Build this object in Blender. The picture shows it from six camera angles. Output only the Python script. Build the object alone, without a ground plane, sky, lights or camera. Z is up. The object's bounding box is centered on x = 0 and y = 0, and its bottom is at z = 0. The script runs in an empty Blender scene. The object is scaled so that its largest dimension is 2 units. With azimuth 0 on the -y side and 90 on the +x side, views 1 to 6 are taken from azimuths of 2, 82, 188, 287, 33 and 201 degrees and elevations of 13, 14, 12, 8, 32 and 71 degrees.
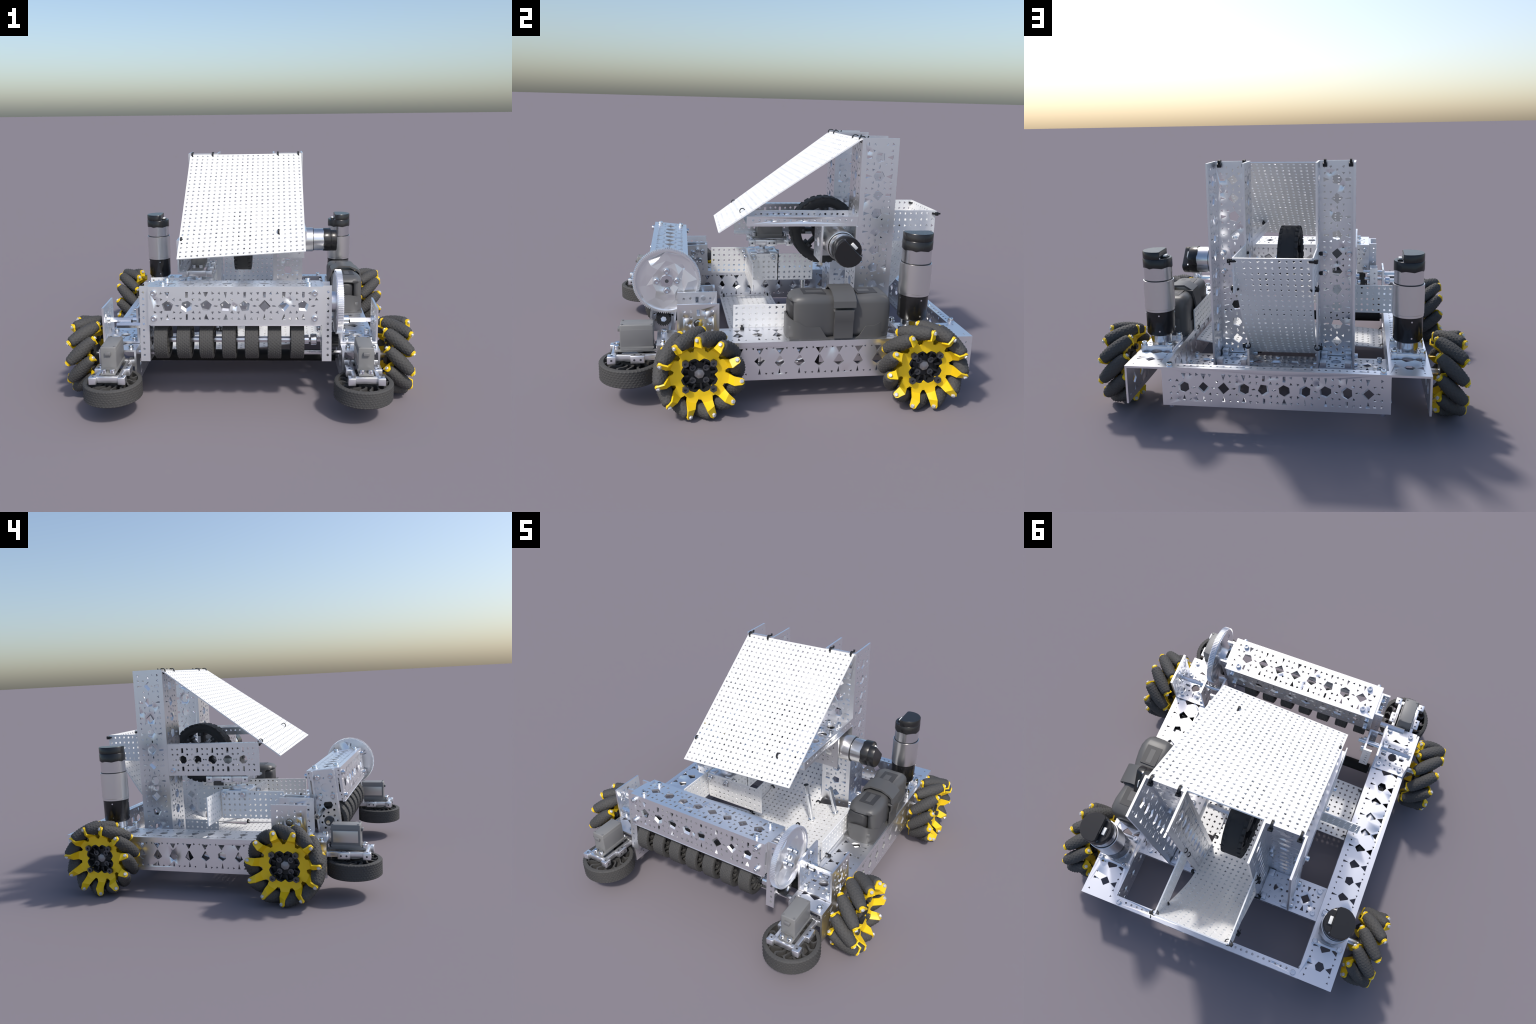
# Four-wheeled competition robot: perforated aluminium channel chassis, roller wheels,
# intake with rubber wheels, two towers, sloping perforated roof sheet.
import bpy, bmesh, math, random
from mathutils import Vector as V, Matrix
from mathutils.geometry import delaunay_2d_cdt

MM = 0.00442            # one millimetre of the real kit in scene metres
T = 2.5                 # channel wall, mm
rng = random.Random(7)
pi = math.pi
X, Y, Z = V((1, 0, 0)), V((0, 1, 0)), V((0, 0, 1))

# ------------------------------------------------------------------ materials
def material(name, color, rough=0.5, metal=0.0, spec=0.5, coat=0.0, rough_var=0.0,
             bump=None, tint=None):
    m = bpy.data.materials.new(name)
    m.use_nodes = True
    nt = m.node_tree
    b = nt.nodes["Principled BSDF"]
    b.inputs["Base Color"].default_value = (*color, 1)
    b.inputs["Roughness"].default_value = rough
    b.inputs["Metallic"].default_value = metal
    b.inputs["Specular IOR Level"].default_value = spec
    b.inputs["Coat Weight"].default_value = coat
    co = nt.nodes.new("ShaderNodeTexCoord")
    if rough_var or tint:
        n = nt.nodes.new("ShaderNodeTexNoise")
        n.inputs["Scale"].default_value = 9.0
        n.inputs["Detail"].default_value = 3.0
        nt.links.new(co.outputs["Object"], n.inputs["Vector"])
        if rough_var:
            r = nt.nodes.new("ShaderNodeMapRange")
            r.inputs["To Min"].default_value = rough - rough_var
            r.inputs["To Max"].default_value = rough + rough_var
            nt.links.new(n.outputs["Fac"], r.inputs["Value"])
            nt.links.new(r.outputs["Result"], b.inputs["Roughness"])
        if tint:
            mx = nt.nodes.new("ShaderNodeMix")
            mx.data_type = "RGBA"
            mx.inputs["A"].default_value = (*color, 1)
            mx.inputs["B"].default_value = (*tint, 1)
            nt.links.new(n.outputs["Fac"], mx.inputs["Factor"])
            nt.links.new(mx.outputs["Result"], b.inputs["Base Color"])
    if bump:
        scale, dist = bump
        n = nt.nodes.new("ShaderNodeTexNoise")
        n.inputs["Scale"].default_value = scale
        n.inputs["Detail"].default_value = 4.0
        bp = nt.nodes.new("ShaderNodeBump")
        bp.inputs["Distance"].default_value = dist
        bp.inputs["Strength"].default_value = 0.6
        nt.links.new(co.outputs["Object"], n.inputs["Vector"])
        nt.links.new(n.outputs["Fac"], bp.inputs["Height"])
        nt.links.new(bp.outputs["Normal"], b.inputs["Normal"])
    return m

ALU = material("anodised_aluminium", (0.90, 0.905, 0.93), 0.34, 0.94, rough_var=0.02)
SHEET = material("perforated_sheet", (0.90, 0.90, 0.895), 0.5, 0.12)
STEEL = material("bright_steel", (0.80, 0.82, 0.85), 0.2, 1.0)
DARKSTEEL = material("dark_screw", (0.10, 0.105, 0.115), 0.35, 0.6)
MOTORCAN = material("motor_can", (0.74, 0.74, 0.75), 0.25, 1.0)
MOTORSLEEVE = material("motor_sleeve", (0.80, 0.79, 0.78), 0.3, 1.0)
PINGREY = material("pin_grey", (0.62, 0.63, 0.66), 0.4, 0.3)
RUBBER = material("rubber", (0.058, 0.058, 0.058), 0.7, spec=0.3, bump=(160, 0.003), tint=(0.075, 0.073, 0.07))
TYRE = material("tyre_rubber", (0.035, 0.036, 0.038), 0.62, spec=0.3, bump=(120, 0.002))
YELLOW = material("yellow_steel", (0.90, 0.61, 0.012), 0.4, spec=0.4, tint=(0.86, 0.575, 0.012))
BLACK = material("black_plastic", (0.018, 0.019, 0.021), 0.5, spec=0.4)
GLOSSBLACK = material("gloss_black", (0.014, 0.014, 0.015), 0.25, spec=0.5)
ROLLERBLACK = material("matt_black_tube", (0.012, 0.012, 0.012), 0.7, spec=0.2)
SERVO = material("servo_case", (0.20, 0.20, 0.20), 0.45, spec=0.4, tint=(0.22, 0.22, 0.215))
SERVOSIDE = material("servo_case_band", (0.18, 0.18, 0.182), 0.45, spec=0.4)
LABEL = material("servo_label", (0.62, 0.60, 0.57), 0.4, 0.85)
BATTERY = material("battery_case", (0.088, 0.088, 0.089), 0.42, spec=0.45, tint=(0.10, 0.10, 0.10))
BATTDARK = material("battery_inlay", (0.045, 0.045, 0.047), 0.5)
SOCKET = material("white_socket", (0.82, 0.82, 0.80), 0.4)
NUT = material("hub_cap_grey", (0.30, 0.29, 0.30), 0.45, 0.4)

# ------------------------------------------------------------------ object helpers
ROOT = bpy.data.objects.new("wheeled_robot", None)
bpy.context.scene.collection.objects.link(ROOT)
ROOT["label"] = "aluminium channel robot with yellow mecanum wheels and sloped roof"
ROOT["category"] = "robot"

def link(name, mesh, parent=None, matrix=None, stuff=False):
    o = bpy.data.objects.new(name, mesh)
    bpy.context.scene.collection.objects.link(o)
    o.parent = parent or ROOT
    if matrix is not None:
        o.matrix_local = matrix
    if stuff:
        o["kind"] = "stuff"
    return o

def frame(origin, u, n=None, v=None):
    """Matrix whose local x is u, local z is n (or local y is v)."""
    u = V(u).normalized()
    if n is not None:
        n = V(n).normalized()
        v = n.cross(u)
    else:
        v = V(v).normalized()
        n = u.cross(v)
    m = Matrix((u, v, n)).transposed().to_4x4()
    m.translation = V(origin)
    return m

class Build:
    """Collects pieces into one mesh."""
    def __init__(self):
        self.bm = bmesh.new()
        self.mats = []
    def slot(self, mat):
        if mat not in self.mats:
            self.mats.append(mat)
        return self.mats.index(mat)
    def add_bm(self, bm, m, mat):
        me = bpy.data.meshes.new("tmp")
        s = self.slot(mat)
        for f in bm.faces:
            f.material_index = s
            f.smooth = True
        bm.to_mesh(me)
        bm.free()
        me.transform(m)
        if m.determinant() < 0:
            me.flip_normals()
        self.bm.from_mesh(me)
        bpy.data.meshes.remove(me)
        return self
    def add_mesh(self, me, m, mat):
        b = bmesh.new()
        b.from_mesh(me)
        return self.add_bm(b, m, mat)
    def box(self, lo, hi, mat, m=Matrix(), bevel=0.0):
        b = bmesh.new()
        bmesh.ops.create_cube(b, size=1)
        lo, hi = V(lo), V(hi)
        for v in b.verts:
            v.co = V([lo[i] + (v.co[i] + .5) * (hi[i] - lo[i]) for i in range(3)])
        if bevel:
            bmesh.ops.bevel(b, geom=b.edges[:], offset=bevel, segments=2, affect='EDGES', profile=.5)
        sharp(b, 40 if not bevel else 60)
        return self.add_bm(b, m, mat)
    def cyl(self, p, q, r, mat, seg=24, r2=None, bevel=0.0, m=Matrix()):
        p, q = V(p), V(q)
        d = q - p
        prof = [(0, 0), (r - bevel, 0)]
        if bevel:
            prof += [(r, bevel), (r if r2 is None else r2, d.length - bevel)]
        else:
            prof += [(r if r2 is None else r2, d.length)]
            prof[1] = (r, 0)
        if bevel:
            prof += [((r if r2 is None else r2) - bevel, d.length)]
        prof += [(0, d.length)]
        mm = frame(p, d.orthogonal(), n=d)
        return self.lathe(prof, mat, m @ mm, seg)
    def lathe(self, prof, mat, m=Matrix(), seg=32, closed=False, phase=0.0, ang=35):
        b = bmesh.new()
        rings = []
        for r, z in prof:
            if r < 1e-6:
                rings.append([b.verts.new((0, 0, z))])
            else:
                rings.append([b.verts.new((r * math.cos(phase + 2 * pi * i / seg), r * math.sin(phase + 2 * pi * i / seg), z)) for i in range(seg)])
        pairs = list(zip(rings, rings[1:])) + ([(rings[-1], rings[0])] if closed else [])
        for a, c in pairs:
            for i in range(seg):
                j = (i + 1) % seg
                q = [a[i % len(a)], a[j % len(a)], c[j % len(c)], c[i % len(c)]]
                q = [x for k, x in enumerate(q) if x not in q[:k]]
                if len(q) > 2:
                    b.faces.new(q)
        bmesh.ops.recalc_face_normals(b, faces=b.faces[:])
        sharp(b, ang)
        return self.add_bm(b, m, mat)
    def sweep(self, pts, r, mat, seg=8, closed=False):
        b = bmesh.new()
        rings = []
        n = len(pts)
        ref = None
        for i, p in enumerate(pts):
            a = pts[(i - 1) % n] if closed or i else pts[0]
            c = pts[(i + 1) % n] if closed or i < n - 1 else pts[-1]
            t = (c - a).normalized()
            if ref is None:
                ref = t.orthogonal().normalized()
            ref = (ref - t * ref.dot(t)).normalized()
            w = t.cross(ref)
            rings.append([b.verts.new(p + r * (math.cos(2 * pi * k / seg) * ref + math.sin(2 * pi * k / seg) * w)) for k in range(seg)])
        for i in range(n if closed else n - 1):
            a, c = rings[i], rings[(i + 1) % n]
            for k in range(seg):
                b.faces.new((a[k], a[(k + 1) % seg], c[(k + 1) % seg], c[k]))
        if not closed:
            b.faces.new(rings[0][::-1])
            b.faces.new(rings[-1])
        bmesh.ops.recalc_face_normals(b, faces=b.faces[:])
        sharp(b, 50)
        return self.add_bm(b, Matrix(), mat)
    def mesh(self, name):
        me = bpy.data.meshes.new(name)
        self.bm.to_mesh(me)
        self.bm.free()
        for m in self.mats:
            me.materials.append(m)
        return me
    def done(self, name, parent=None, matrix=None, stuff=False):
        return link(name, self.mesh(name), parent, matrix, stuff)

def sharp(b, deg):
    lim = math.radians(deg)
    for e in b.edges:
        e.smooth = e.calc_face_angle(0) < lim

# ------------------------------------------------------------------ perforated plates
def ngon(cx, cy, r, n, rot=0.0, jit=0.0, sx=1.0, sy=1.0):
    return [(cx + sx * r * (1 + rng.uniform(-jit, jit)) * math.cos(rot + 2 * pi * i / n),
             cy + sy * r * (1 + rng.uniform(-jit, jit)) * math.sin(rot + 2 * pi * i / n)) for i in range(n)]

def fill(loops):
    """Triangles between an outer loop and its holes (constrained Delaunay)."""
    pts, edges, owner = [], [], []
    for k, l in enumerate(loops):
        o = len(pts)
        pts += [V(p) for p in l]
        owner += [k] * len(l)
        edges += [(o + i, o + (i + 1) % len(l)) for i in range(len(l))]
    vs, _, fs, ov, _, _ = delaunay_2d_cdt(pts, edges, [], 2, 1e-5)
    back = {o[0]: i for i, o in enumerate(ov) if o}
    if len(back) != len(pts) or len(vs) != len(pts):
        return None
    inv = {i: o for o, i in back.items()}
    def inside(f):
        k = owner[f[0]]
        if not k or any(owner[i] != k for i in f):
            return False
        x, y = sum(pts[i].x for i in f) / 3, sum(pts[i].y for i in f) / 3
        l, c = loops[k], False
        for p, q in zip(l, l[1:] + l[:1]):
            if (p[1] > y) != (q[1] > y) and x < p[0] + (y - p[1]) / (q[1] - p[1]) * (q[0] - p[0]):
                c = not c
        return c
    faces = [[inv[i] for i in f] for f in fs]
    return [f for f in faces if not inside(f)]

def plate(outline, holes, t, soft=0.0, jitter=0.0, step=0):
    """Sheet with its outer face at z = 0 and its body below; sizes in mm, result in metres.
    Some hole rims stay soft-shaded and the back rims are a little off the front ones, as on
    a mesh distorted by decimation."""
    if step:
        o2 = []
        for p, q in zip(outline, outline[1:] + outline[:1]):
            n = max(1, int(round(math.dist(p, q) / step)))
            o2 += [(p[0] + (q[0] - p[0]) * i / n, p[1] + (q[1] - p[1]) * i / n) for i in range(n)]
        outline = o2
    front = [outline] + holes
    behind = [outline]
    for h in holes:
        cx, cy = sum(p[0] for p in h) / len(h), sum(p[1] for p in h) / len(h)
        size = max(math.dist(p, (cx, cy)) for p in h)
        j = min(jitter, .16 * size) * (1 if size < 3.2 else 1.4)
        k = 1 - rng.uniform(.0, .22) * min(1, jitter)
        dx, dy = rng.uniform(-2, 2) * j, rng.uniform(-2, 2) * j
        behind.append([(cx + (x - cx) * k + dx + rng.uniform(-.5, .5) * j, cy + (y - cy) * k + dy + rng.uniform(-.5, .5) * j) for x, y in h])
    ff, fb = fill(front), fill(behind)
    if fb is None:
        behind, fb = front, ff
    if ff is None:
        raise RuntimeError("overlapping holes")
    b = bmesh.new()
    softset = {k for k in range(1, len(front)) if rng.random() < soft}
    top, bot, own = [], [], {}
    for k, (l1, l2) in enumerate(zip(front, behind)):
        for p, q in zip(l1, l2):
            top.append(b.verts.new((p[0] * MM, p[1] * MM, 0)))
            bot.append(b.verts.new((q[0] * MM, q[1] * MM, -t * MM)))
            own[top[-1]] = own[bot[-1]] = k
    for f in ff:
        b.faces.new([top[i] for i in f])
    for f in fb:
        b.faces.new([bot[i] for i in f][::-1])
    o = 0
    for l in front:
        n = len(l)
        for i in range(n):
            j = (i + 1) % n
            b.faces.new((top[o + i], bot[o + i], bot[o + j], top[o + j]))
        o += n
    bmesh.ops.recalc_face_normals(b, faces=b.faces[:])
    lim = math.radians(30)
    for e in b.edges:
        i, j = own[e.verts[0]], own[e.verts[1]]
        e.smooth = e.calc_face_angle(0) < lim or (i == j and i in softset)
    return b

def rect(x0, y0, x1, y1):
    return [(x0, y0), (x1, y0), (x1, y1), (x0, y1)]

def spike(cx, cy, sgn, style):
    """A slot, collapsed by mesh decimation to a thin triangle or a short bar."""
    if style == 'crisp':
        return rect(cx - 1.8, cy - 3.8, cx + 1.8, cy + 3.8)
    q = rng.random()
    if q < .3:
        w = rng.uniform(1.4, 2.1)
        return [(cx - w, cy - 3.6), (cx + w * .8, cy - 3.4), (cx + w, cy + 3.5), (cx - w * .9, cy + 3.7)]
    w = rng.uniform(1.3, 2.2) if q < .7 else rng.uniform(2.6, 3.6)
    return [(cx - w, cy + 3.4 * sgn), (cx + w * rng.uniform(.7, 1), cy + 3.6 * sgn), (cx + rng.uniform(-.6, .6), cy - 4.4 * sgn)]

def wide_pattern(length, style, vmid=0.0, half=24.0, skip=()):
    """The 48 mm face: a 14 mm hole every 24 mm, slots and an 8 mm grid of small holes."""
    H = []
    n = int(round(length / 24)) - 1
    def small(u, v, r=1.8):
        if any(abs(u - a) < 3 and abs(v + vmid - c) < 3 for a, c in skip):
            return
        if style == 'crisp':
            H.append(ngon(u, v + vmid, r, rng.choice((4, 5, 6, 6)), rng.uniform(0, 6), .08))
        elif rng.random() > .1:
            H.append(ngon(u, v + vmid, 1.75 if style == 'heavy' else 2.3, 3, rng.uniform(0, 6), .2))
    for i in range(n + 2):
        u = 24 * i
        if 1 <= i <= n and not any(abs(u - a) < 3 and abs(vmid - c) < 3 for a, c in skip):
            if style == 'crisp':
                H.append(ngon(u, vmid, 6.9, 7, rng.uniform(0, 6), .04))
            elif style == 'decimated':  # few-cornered hole, as mesh decimation left it
                H.append(ngon(u, vmid, 7.3, rng.choice((4, 4, 5, 5, 6)), pi / 2 + rng.uniform(-.15, .15), .08))
            else:   # heavy: the big hole narrows to an hour-glass below a wedge-shaped slot
                a = rng.uniform(5.8, 6.9)
                H.append([(u - a, vmid - 3.2), (u - .9, vmid - 7.4), (u + .9, vmid - 7.5), (u + a, vmid - 3.0),
                          (u + 1.1, vmid + 6.3), (u - 1.0, vmid + 6.5)] if rng.random() < .65 else
                         ngon(u, vmid, 6.6, rng.choice((4, 5, 6)), pi / 2, .06))
            if style == 'heavy':
                a = rng.uniform(4.0, 5.3)
                H.append([(u - a, vmid + 16), (u + rng.uniform(-.6, .6), vmid + 8.2), (u + a, vmid + 16.3)])
                H.append([(u - 1.6, vmid - 17), (u + 1.6, vmid - 17), (u + rng.uniform(-.3, .3), vmid - 9)])
            else:
                H.append(spike(u, 14 + vmid, 1, style))
                H.append(spike(u, -14 + vmid, -1, style))
        if i <= n:
            for du in (8, 16):
                for v in (-16, -8, 8, 16):
                    if style == 'heavy' and (abs(v) == 8):
                        continue
                    small(u + du, v)
            w = u + 12
            if style == 'crisp':
                H.append(ngon(w - 1.3, vmid, 1.5, 5, 0, .1, 1.0))
                H.append(ngon(w + 2.2, vmid, 1.4, 5, 0, .1, 1.0))
            elif style == 'decimated' and rng.random() < .85:
                H.append([(w - 3.0, vmid + rng.uniform(-.6, .6)), (w + rng.uniform(-1, 1), vmid - 1.3), (w + 3.0, vmid + rng.uniform(-.5, .5)), (w + rng.uniform(-1, 1), vmid + 1.4)])
    return H

def row_pattern(length, v, r=1.7, style='crisp'):
    return [ngon(8 * k, v, r, rng.choice((4, 5, 6)) if style == 'crisp' else 3, rng.uniform(0, 6), .1) for k in range(1, int(round(length / 8)))]

def channel(name, length, m, style='decimated', flange=48.0, width=48.0, soft=.2, web_holes=None, flange_holes=None, parent=None, jitter=.7):
    """U channel. Local x along its length, web outside face at z = 0, flanges hang to -z."""
    B = Build()
    h = width / 2
    S = Matrix()
    wh = web_holes if web_holes is not None else wide_pattern(length, style)
    B.add_bm(plate(rect(0, -h, length, h), wh, T, soft, jitter), S, ALU)
    for sgn in (1, -1):
        if flange_holes is not None:
            fh = flange_holes(sgn)
        elif flange >= 40:
            fh = wide_pattern(length, style)
        else:
            fh = None
        if sgn > 0:
            mm = frame((0, h * MM, -T * MM), X, v=-Z)
            mid = 24 - T
        else:
            mm = frame((0, -h * MM, -flange * MM), X, v=Z)
            mid = flange - 24
        if fh is None:
            fh = row_pattern(length, (flange - T) / 2)
        elif flange >= 40:
            fl = -1 if sgn > 0 else 1
            fh = [[(a, fl * c + mid) for a, c in (p[::-1] if fl < 0 else p)] for p in fh]
        fh = [p for p in fh if all(2 < c[1] < flange - T - 1.5 for c in p)]
        B.add_bm(plate(rect(0, 0, length, flange - T), fh, T, soft, jitter), mm, ALU)
    return B.done(name, parent, m)

# ------------------------------------------------------------------ screws, nuts, ties
def screw_mesh(r=3.5, h=4.2, name="screw"):
    B = Build()
    r *= MM; h *= MM
    B.lathe([(r * 1.18, 0), (r * 1.18, .0022), (r * .98, .0022), (r, h * .85), (r * .88, h), (r * .5, h), (r * .45, h * .45), (0, h * .45)], STEEL, seg=16)
    return B.mesh(name)
SCREW = screw_mesh()
def nut_mesh():
    B = Build()
    B.lathe([(.0165, 0), (.0165, .013), (.014, .0145), (.009, .0145), (.009, .022), (0, .022)], STEEL, seg=6)
    return B.mesh("nut")
NUTM = nut_mesh()

def screw(p, n, mesh=None):
    n = V(n)
    me = mesh or SCREW
    return link("screw" if me is SCREW else "nut", me, None, frame(p, n.orthogonal(), n=n) @ Matrix.Rotation(rng.uniform(0, 6), 4, 'Z'))

def tie_mesh():
    B = Build()
    pts = [V((.017 * math.cos(a), .017 * math.sin(a) * .9, 0)) for a in [2 * pi * i / 20 for i in range(20)]]
    b = bmesh.new()
    rings = []
    for i, p in enumerate(pts):
        d = p.normalized()
        rings.append([b.verts.new(p + d * s * .0022 + Z * w * .0055) for s, w in ((-1, -1), (1, -1), (1, 1), (-1, 1))])
    for i in range(20):
        a, c = rings[i], rings[(i + 1) % 20]
        for k in range(4):
            b.faces.new((a[k], a[(k + 1) % 4], c[(k + 1) % 4], c[k]))
    bmesh.ops.recalc_face_normals(b, faces=b.faces[:])
    sharp(b, 40)
    B.add_bm(b, Matrix(), BLACK)
    B.box((.012, -.009, -.0105), (.028, .009, .0105), BLACK, bevel=.002)
    B.box((.017, .008, -.005), (.021, .028, .005), BLACK)
    return B.mesh("cable_tie")
TIE = tie_mesh()
def tie(p, axis, head, s=1.0):
    """Ring around 'axis', its head block towards 'head'."""
    link("cable_tie", TIE, None, frame(p, head, n=V(axis)) @ Matrix.Scale(s, 4))

# ------------------------------------------------------------------ chassis channels
for sx in (1, -1):
    channel("side_channel", 384, frame((sx * .689, -.70, .334), Y, n=Z), 'heavy', soft=.1, jitter=1.0)
channel("rear_channel", 264, frame((-.5835, .997, .228), X, n=Y), 'decimated', flange=12, soft=.08)
channel("middle_channel", 264, frame((-.5835, .5365, .197), X, n=Z), 'decimated', flange=14, soft=.15)
TOWX = .298
for sx in (1, -1):
    channel("tower", 264, frame((sx * TOWX, .430, .197), Z, n=-Y), 'decimated', soft=.08, jitter=1.1)
    # foot plate with four posts inside each tower
    B = Build()
    foot = [ngon(24, 0, 7, 10)] + [ngon(24 + 13 * math.cos(a), 13 * math.sin(a), 1.9, 6) for a in [k * pi / 4 for k in range(8)]] + \
           [ngon(24 + 18 * math.cos(a), 18 * math.sin(a), 1.9, 6) for a in (.5, -.5, pi - .5, pi + .5)]
    B.add_bm(plate(rect(4, -20.5, 44, 20.5), foot, 4), frame((sx * TOWX, .431, .212), Y, n=Z), ALU)
    for dx in (-.07, .07):
        for dy in (.035, .185):
            B.box((sx * TOWX + dx - .018, .431 + dy - .02, .212), (sx * TOWX + dx + .018, .431 + dy + .02, .246), ALU, bevel=.002)
    B.done("tower_foot")
    for dx in (-.07, .07):
        for zz in (.83, .72):
            screw((sx * TOWX + dx, .4415, zz), Y)
    for z in (.225,):
        for y in (.467, .610):
            screw((sx * .404, y, z), (sx, 0, 0))
            screw((sx * .192, y, z), (-sx, 0, 0))
for sx in (1, -1):                       # screws of the frame
    for y in (.466, .607):
        screw((sx * .548, y, .197), Z)
    screw((sx * .555, .975, .334), Z)
    screw((sx * .555, .975, .123), -Z)
    for z in (.30, .16):
        screw((sx * .5825, .955, z), (-sx, 0, 0))
        screw((sx * .598, .93, z), (-sx, 0, 0))

# ------------------------------------------------------------------ shelf arms between tower and roof
channel("shelf_arm", 144, frame((-.408, -.209, .762), Y, n=-X), 'crisp', flange=12, soft=.0, jitter=.3)
channel("shelf_arm", 144, frame((.298, -.207, .866), Y, n=-Z), 'crisp', flange=12.5, soft=.1, jitter=.3)
screw((-.408, .395, .690), -X)
for x in (.26, .335):
    screw((x, .37, .877), Z); screw((x, .25, .877), Z)
channel("motor_bracket", 48, frame((.232, .325, .654), Z, n=-X), 'crisp', flange=40, soft=.0, jitter=.3)
for y in (.26, .39):
    for z in (.70, .825):
        screw((.243, y, z), X)

# ------------------------------------------------------------------ perforated sheets
def sheet(name, cols, rows, fn, skipcols=0, t=1.6, tri=.75, parent=None, jitter=.25):
    """Grid sheet with an 8 mm hole pitch; fn maps (u 0..1, v 0..1, depth in m) to a point."""
    W, H = cols * 8, rows * 8
    holes = []
    for i in range(cols):
        for j in range(rows):
            n = 3 if rng.random() < tri else 4
            rot = (0.0 if n == 3 else pi / 4) + rng.choice((0, 0, 0, pi / 3)) + rng.uniform(-.12, .12)
            holes.append(ngon(8 * i + 4, 8 * j + 4, 2.35 if n == 3 else 2.0, n, rot, .08))
    b = plate(rect(0, 0, W, H), holes, t, 0.0, jitter, 8)
    for v in b.verts:
        v.co = fn(v.co.x / MM / W, v.co.y / MM / H, v.co.z)
    bmesh.ops.recalc_face_normals(b, faces=b.faces[:])
    B = Build()
    B.add_bm(b, Matrix(), SHEET)
    return B.done(name, parent)

def quad(p00, p10, p01, p11):
    p00, p10, p01, p11 = map(V, (p00, p10, p01, p11))
    n = (p10 - p00).cross(p01 - p00).normalized()
    return lambda u, v, d: (p00 * (1 - u) + p10 * u) * (1 - v) + (p01 * (1 - u) + p11 * u) * v + n * d

sheet("roof_sheet", 22, 27, quad((-.389, -.349, .781), (.391, -.365, .831), (-.389, .428, 1.355), (.391, .427, 1.359)))

def spline(pts, n=60):
    """Catmull-Rom through control points, resampled to equal arc length."""
    P = [V(p) for p in pts]
    P = [2 * P[0] - P[1]] + P + [2 * P[-1] - P[-2]]
    out = []
    for i in range(1, len(P) - 2):
        for k in range(16):
            t = k / 16
            a, b, c, d = P[i - 1:i + 3]
            out.append(.5 * ((2 * b) + (c - a) * t + (2 * a - 5 * b + 4 * c - d) * t * t + (3 * b - a - 3 * c + d) * t ** 3))
    out.append(P[-2])
    L = [0]
    for a, b in zip(out, out[1:]):
        L.append(L[-1] + (b - a).length)
    res, j = [], 0
    for i in range(n + 1):
        s = L[-1] * i / n
        while j < len(L) - 2 and L[j + 1] < s:
            j += 1
        f = (s - L[j]) / max(1e-9, L[j + 1] - L[j])
        res.append(out[j].lerp(out[j + 1], min(1, max(0, f))))
    return res, L[-1]

chute, chute_len = spline([(0, .075, .182), (0, .20, .186), (0, .32, .198), (0, .44, .230), (0, .55, .291), (0, .629, .357), (0, .706, .432),
                           (0, .763, .504), (0, .819, .590), (0, .866, .672), (0, .899, .735), (0, .930, .797), (0, .957, .858), (0, .979, .920)])
def chute_fn(u, v, d):
    s = v * 60
    i = min(59, int(s))
    p = chute[i].lerp(chute[i + 1], s - i)
    t = (chute[min(60, i + 1)] - chute[max(0, i - 1)]).normalized()
    n = X.cross(t).normalized()
    p = p + n * d
    w = .199 - .007 * max(0, 1 - abs(v - .55) * 3)
    p.x = -w + 2 * w * u
    return p
sheet("chute", 11, int(chute_len / MM / 8), chute_fn)
for sx in (1, -1):
    sheet("chute_wall", 11, 5, quad((sx * .2, .598, .733), (sx * .2, .978, .733), (sx * .2, .598, .921), (sx * .2, .978, .921)), tri=.2)
sheet("chute_lip", 7, 5, quad((-.203, .17, .128), (-.203, .42, .133), (-.203, .17, .303), (-.203, .42, .31)), tri=.2)
# floor: a sheet leaning from the left channel, one climbing to the right channel
sheet("floor_sheet", 21, 11, quad((-.578, -.289, .138), (.19, -.289, .202), (-.578, .088, .142), (.19, .088, .192)))
sheet("floor_sheet", 11, 19, quad((.186, -.289, .206), (.572, -.289, .256), (.186, .378, .204), (.572, .378, .272)))
sheet("side_guard", 19, 4, quad((.577, -.292, .330), (.577, .405, .330), (.577, -.292, .465), (.577, .405, .465)))

# sorting paddle: four sheets in a pinwheel around a square hub
PC = V((-.2975, -.0245, 0))
for p, q in (((-.406, .062), (-.406, -.363)), ((-.387, -.128), (.038, -.128)), ((-.208, -.110), (-.208, .313)), ((-.208, .078), (-.638, .078))):
    sheet("paddle_vane", 12, 5, quad((*p, .372), (*q, .372), (*p, .553), (*q, .553)), tri=.1)
B = Build()
B.box((-.085, -.098, .505), (.085, .098, .555), ALU, bevel=.004)
for sx in (1, -1):
    for sy in (1, -1):
        B.box((sx * .065 - .022, sy * .065 - .022, .50), (sx * .065 + .022, sy * .065 + .022, .562), ALU, bevel=.003)
B.cyl((0, 0, .555), (0, 0, .575), .05, ALU)
B.cyl((0, 0, .575), (0, 0, .62), .022, STEEL)
B.done("paddle_hub", None, Matrix.Translation(PC))
for d in (-.065, .065):
    screw((-.412, PC.y + d, .53), -X)
    screw((-.202, PC.y + d, .53), X)
    screw((PC.x + d, -.134, .53), -Y)
    screw((PC.x + d, .084, .53), Y)

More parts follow.
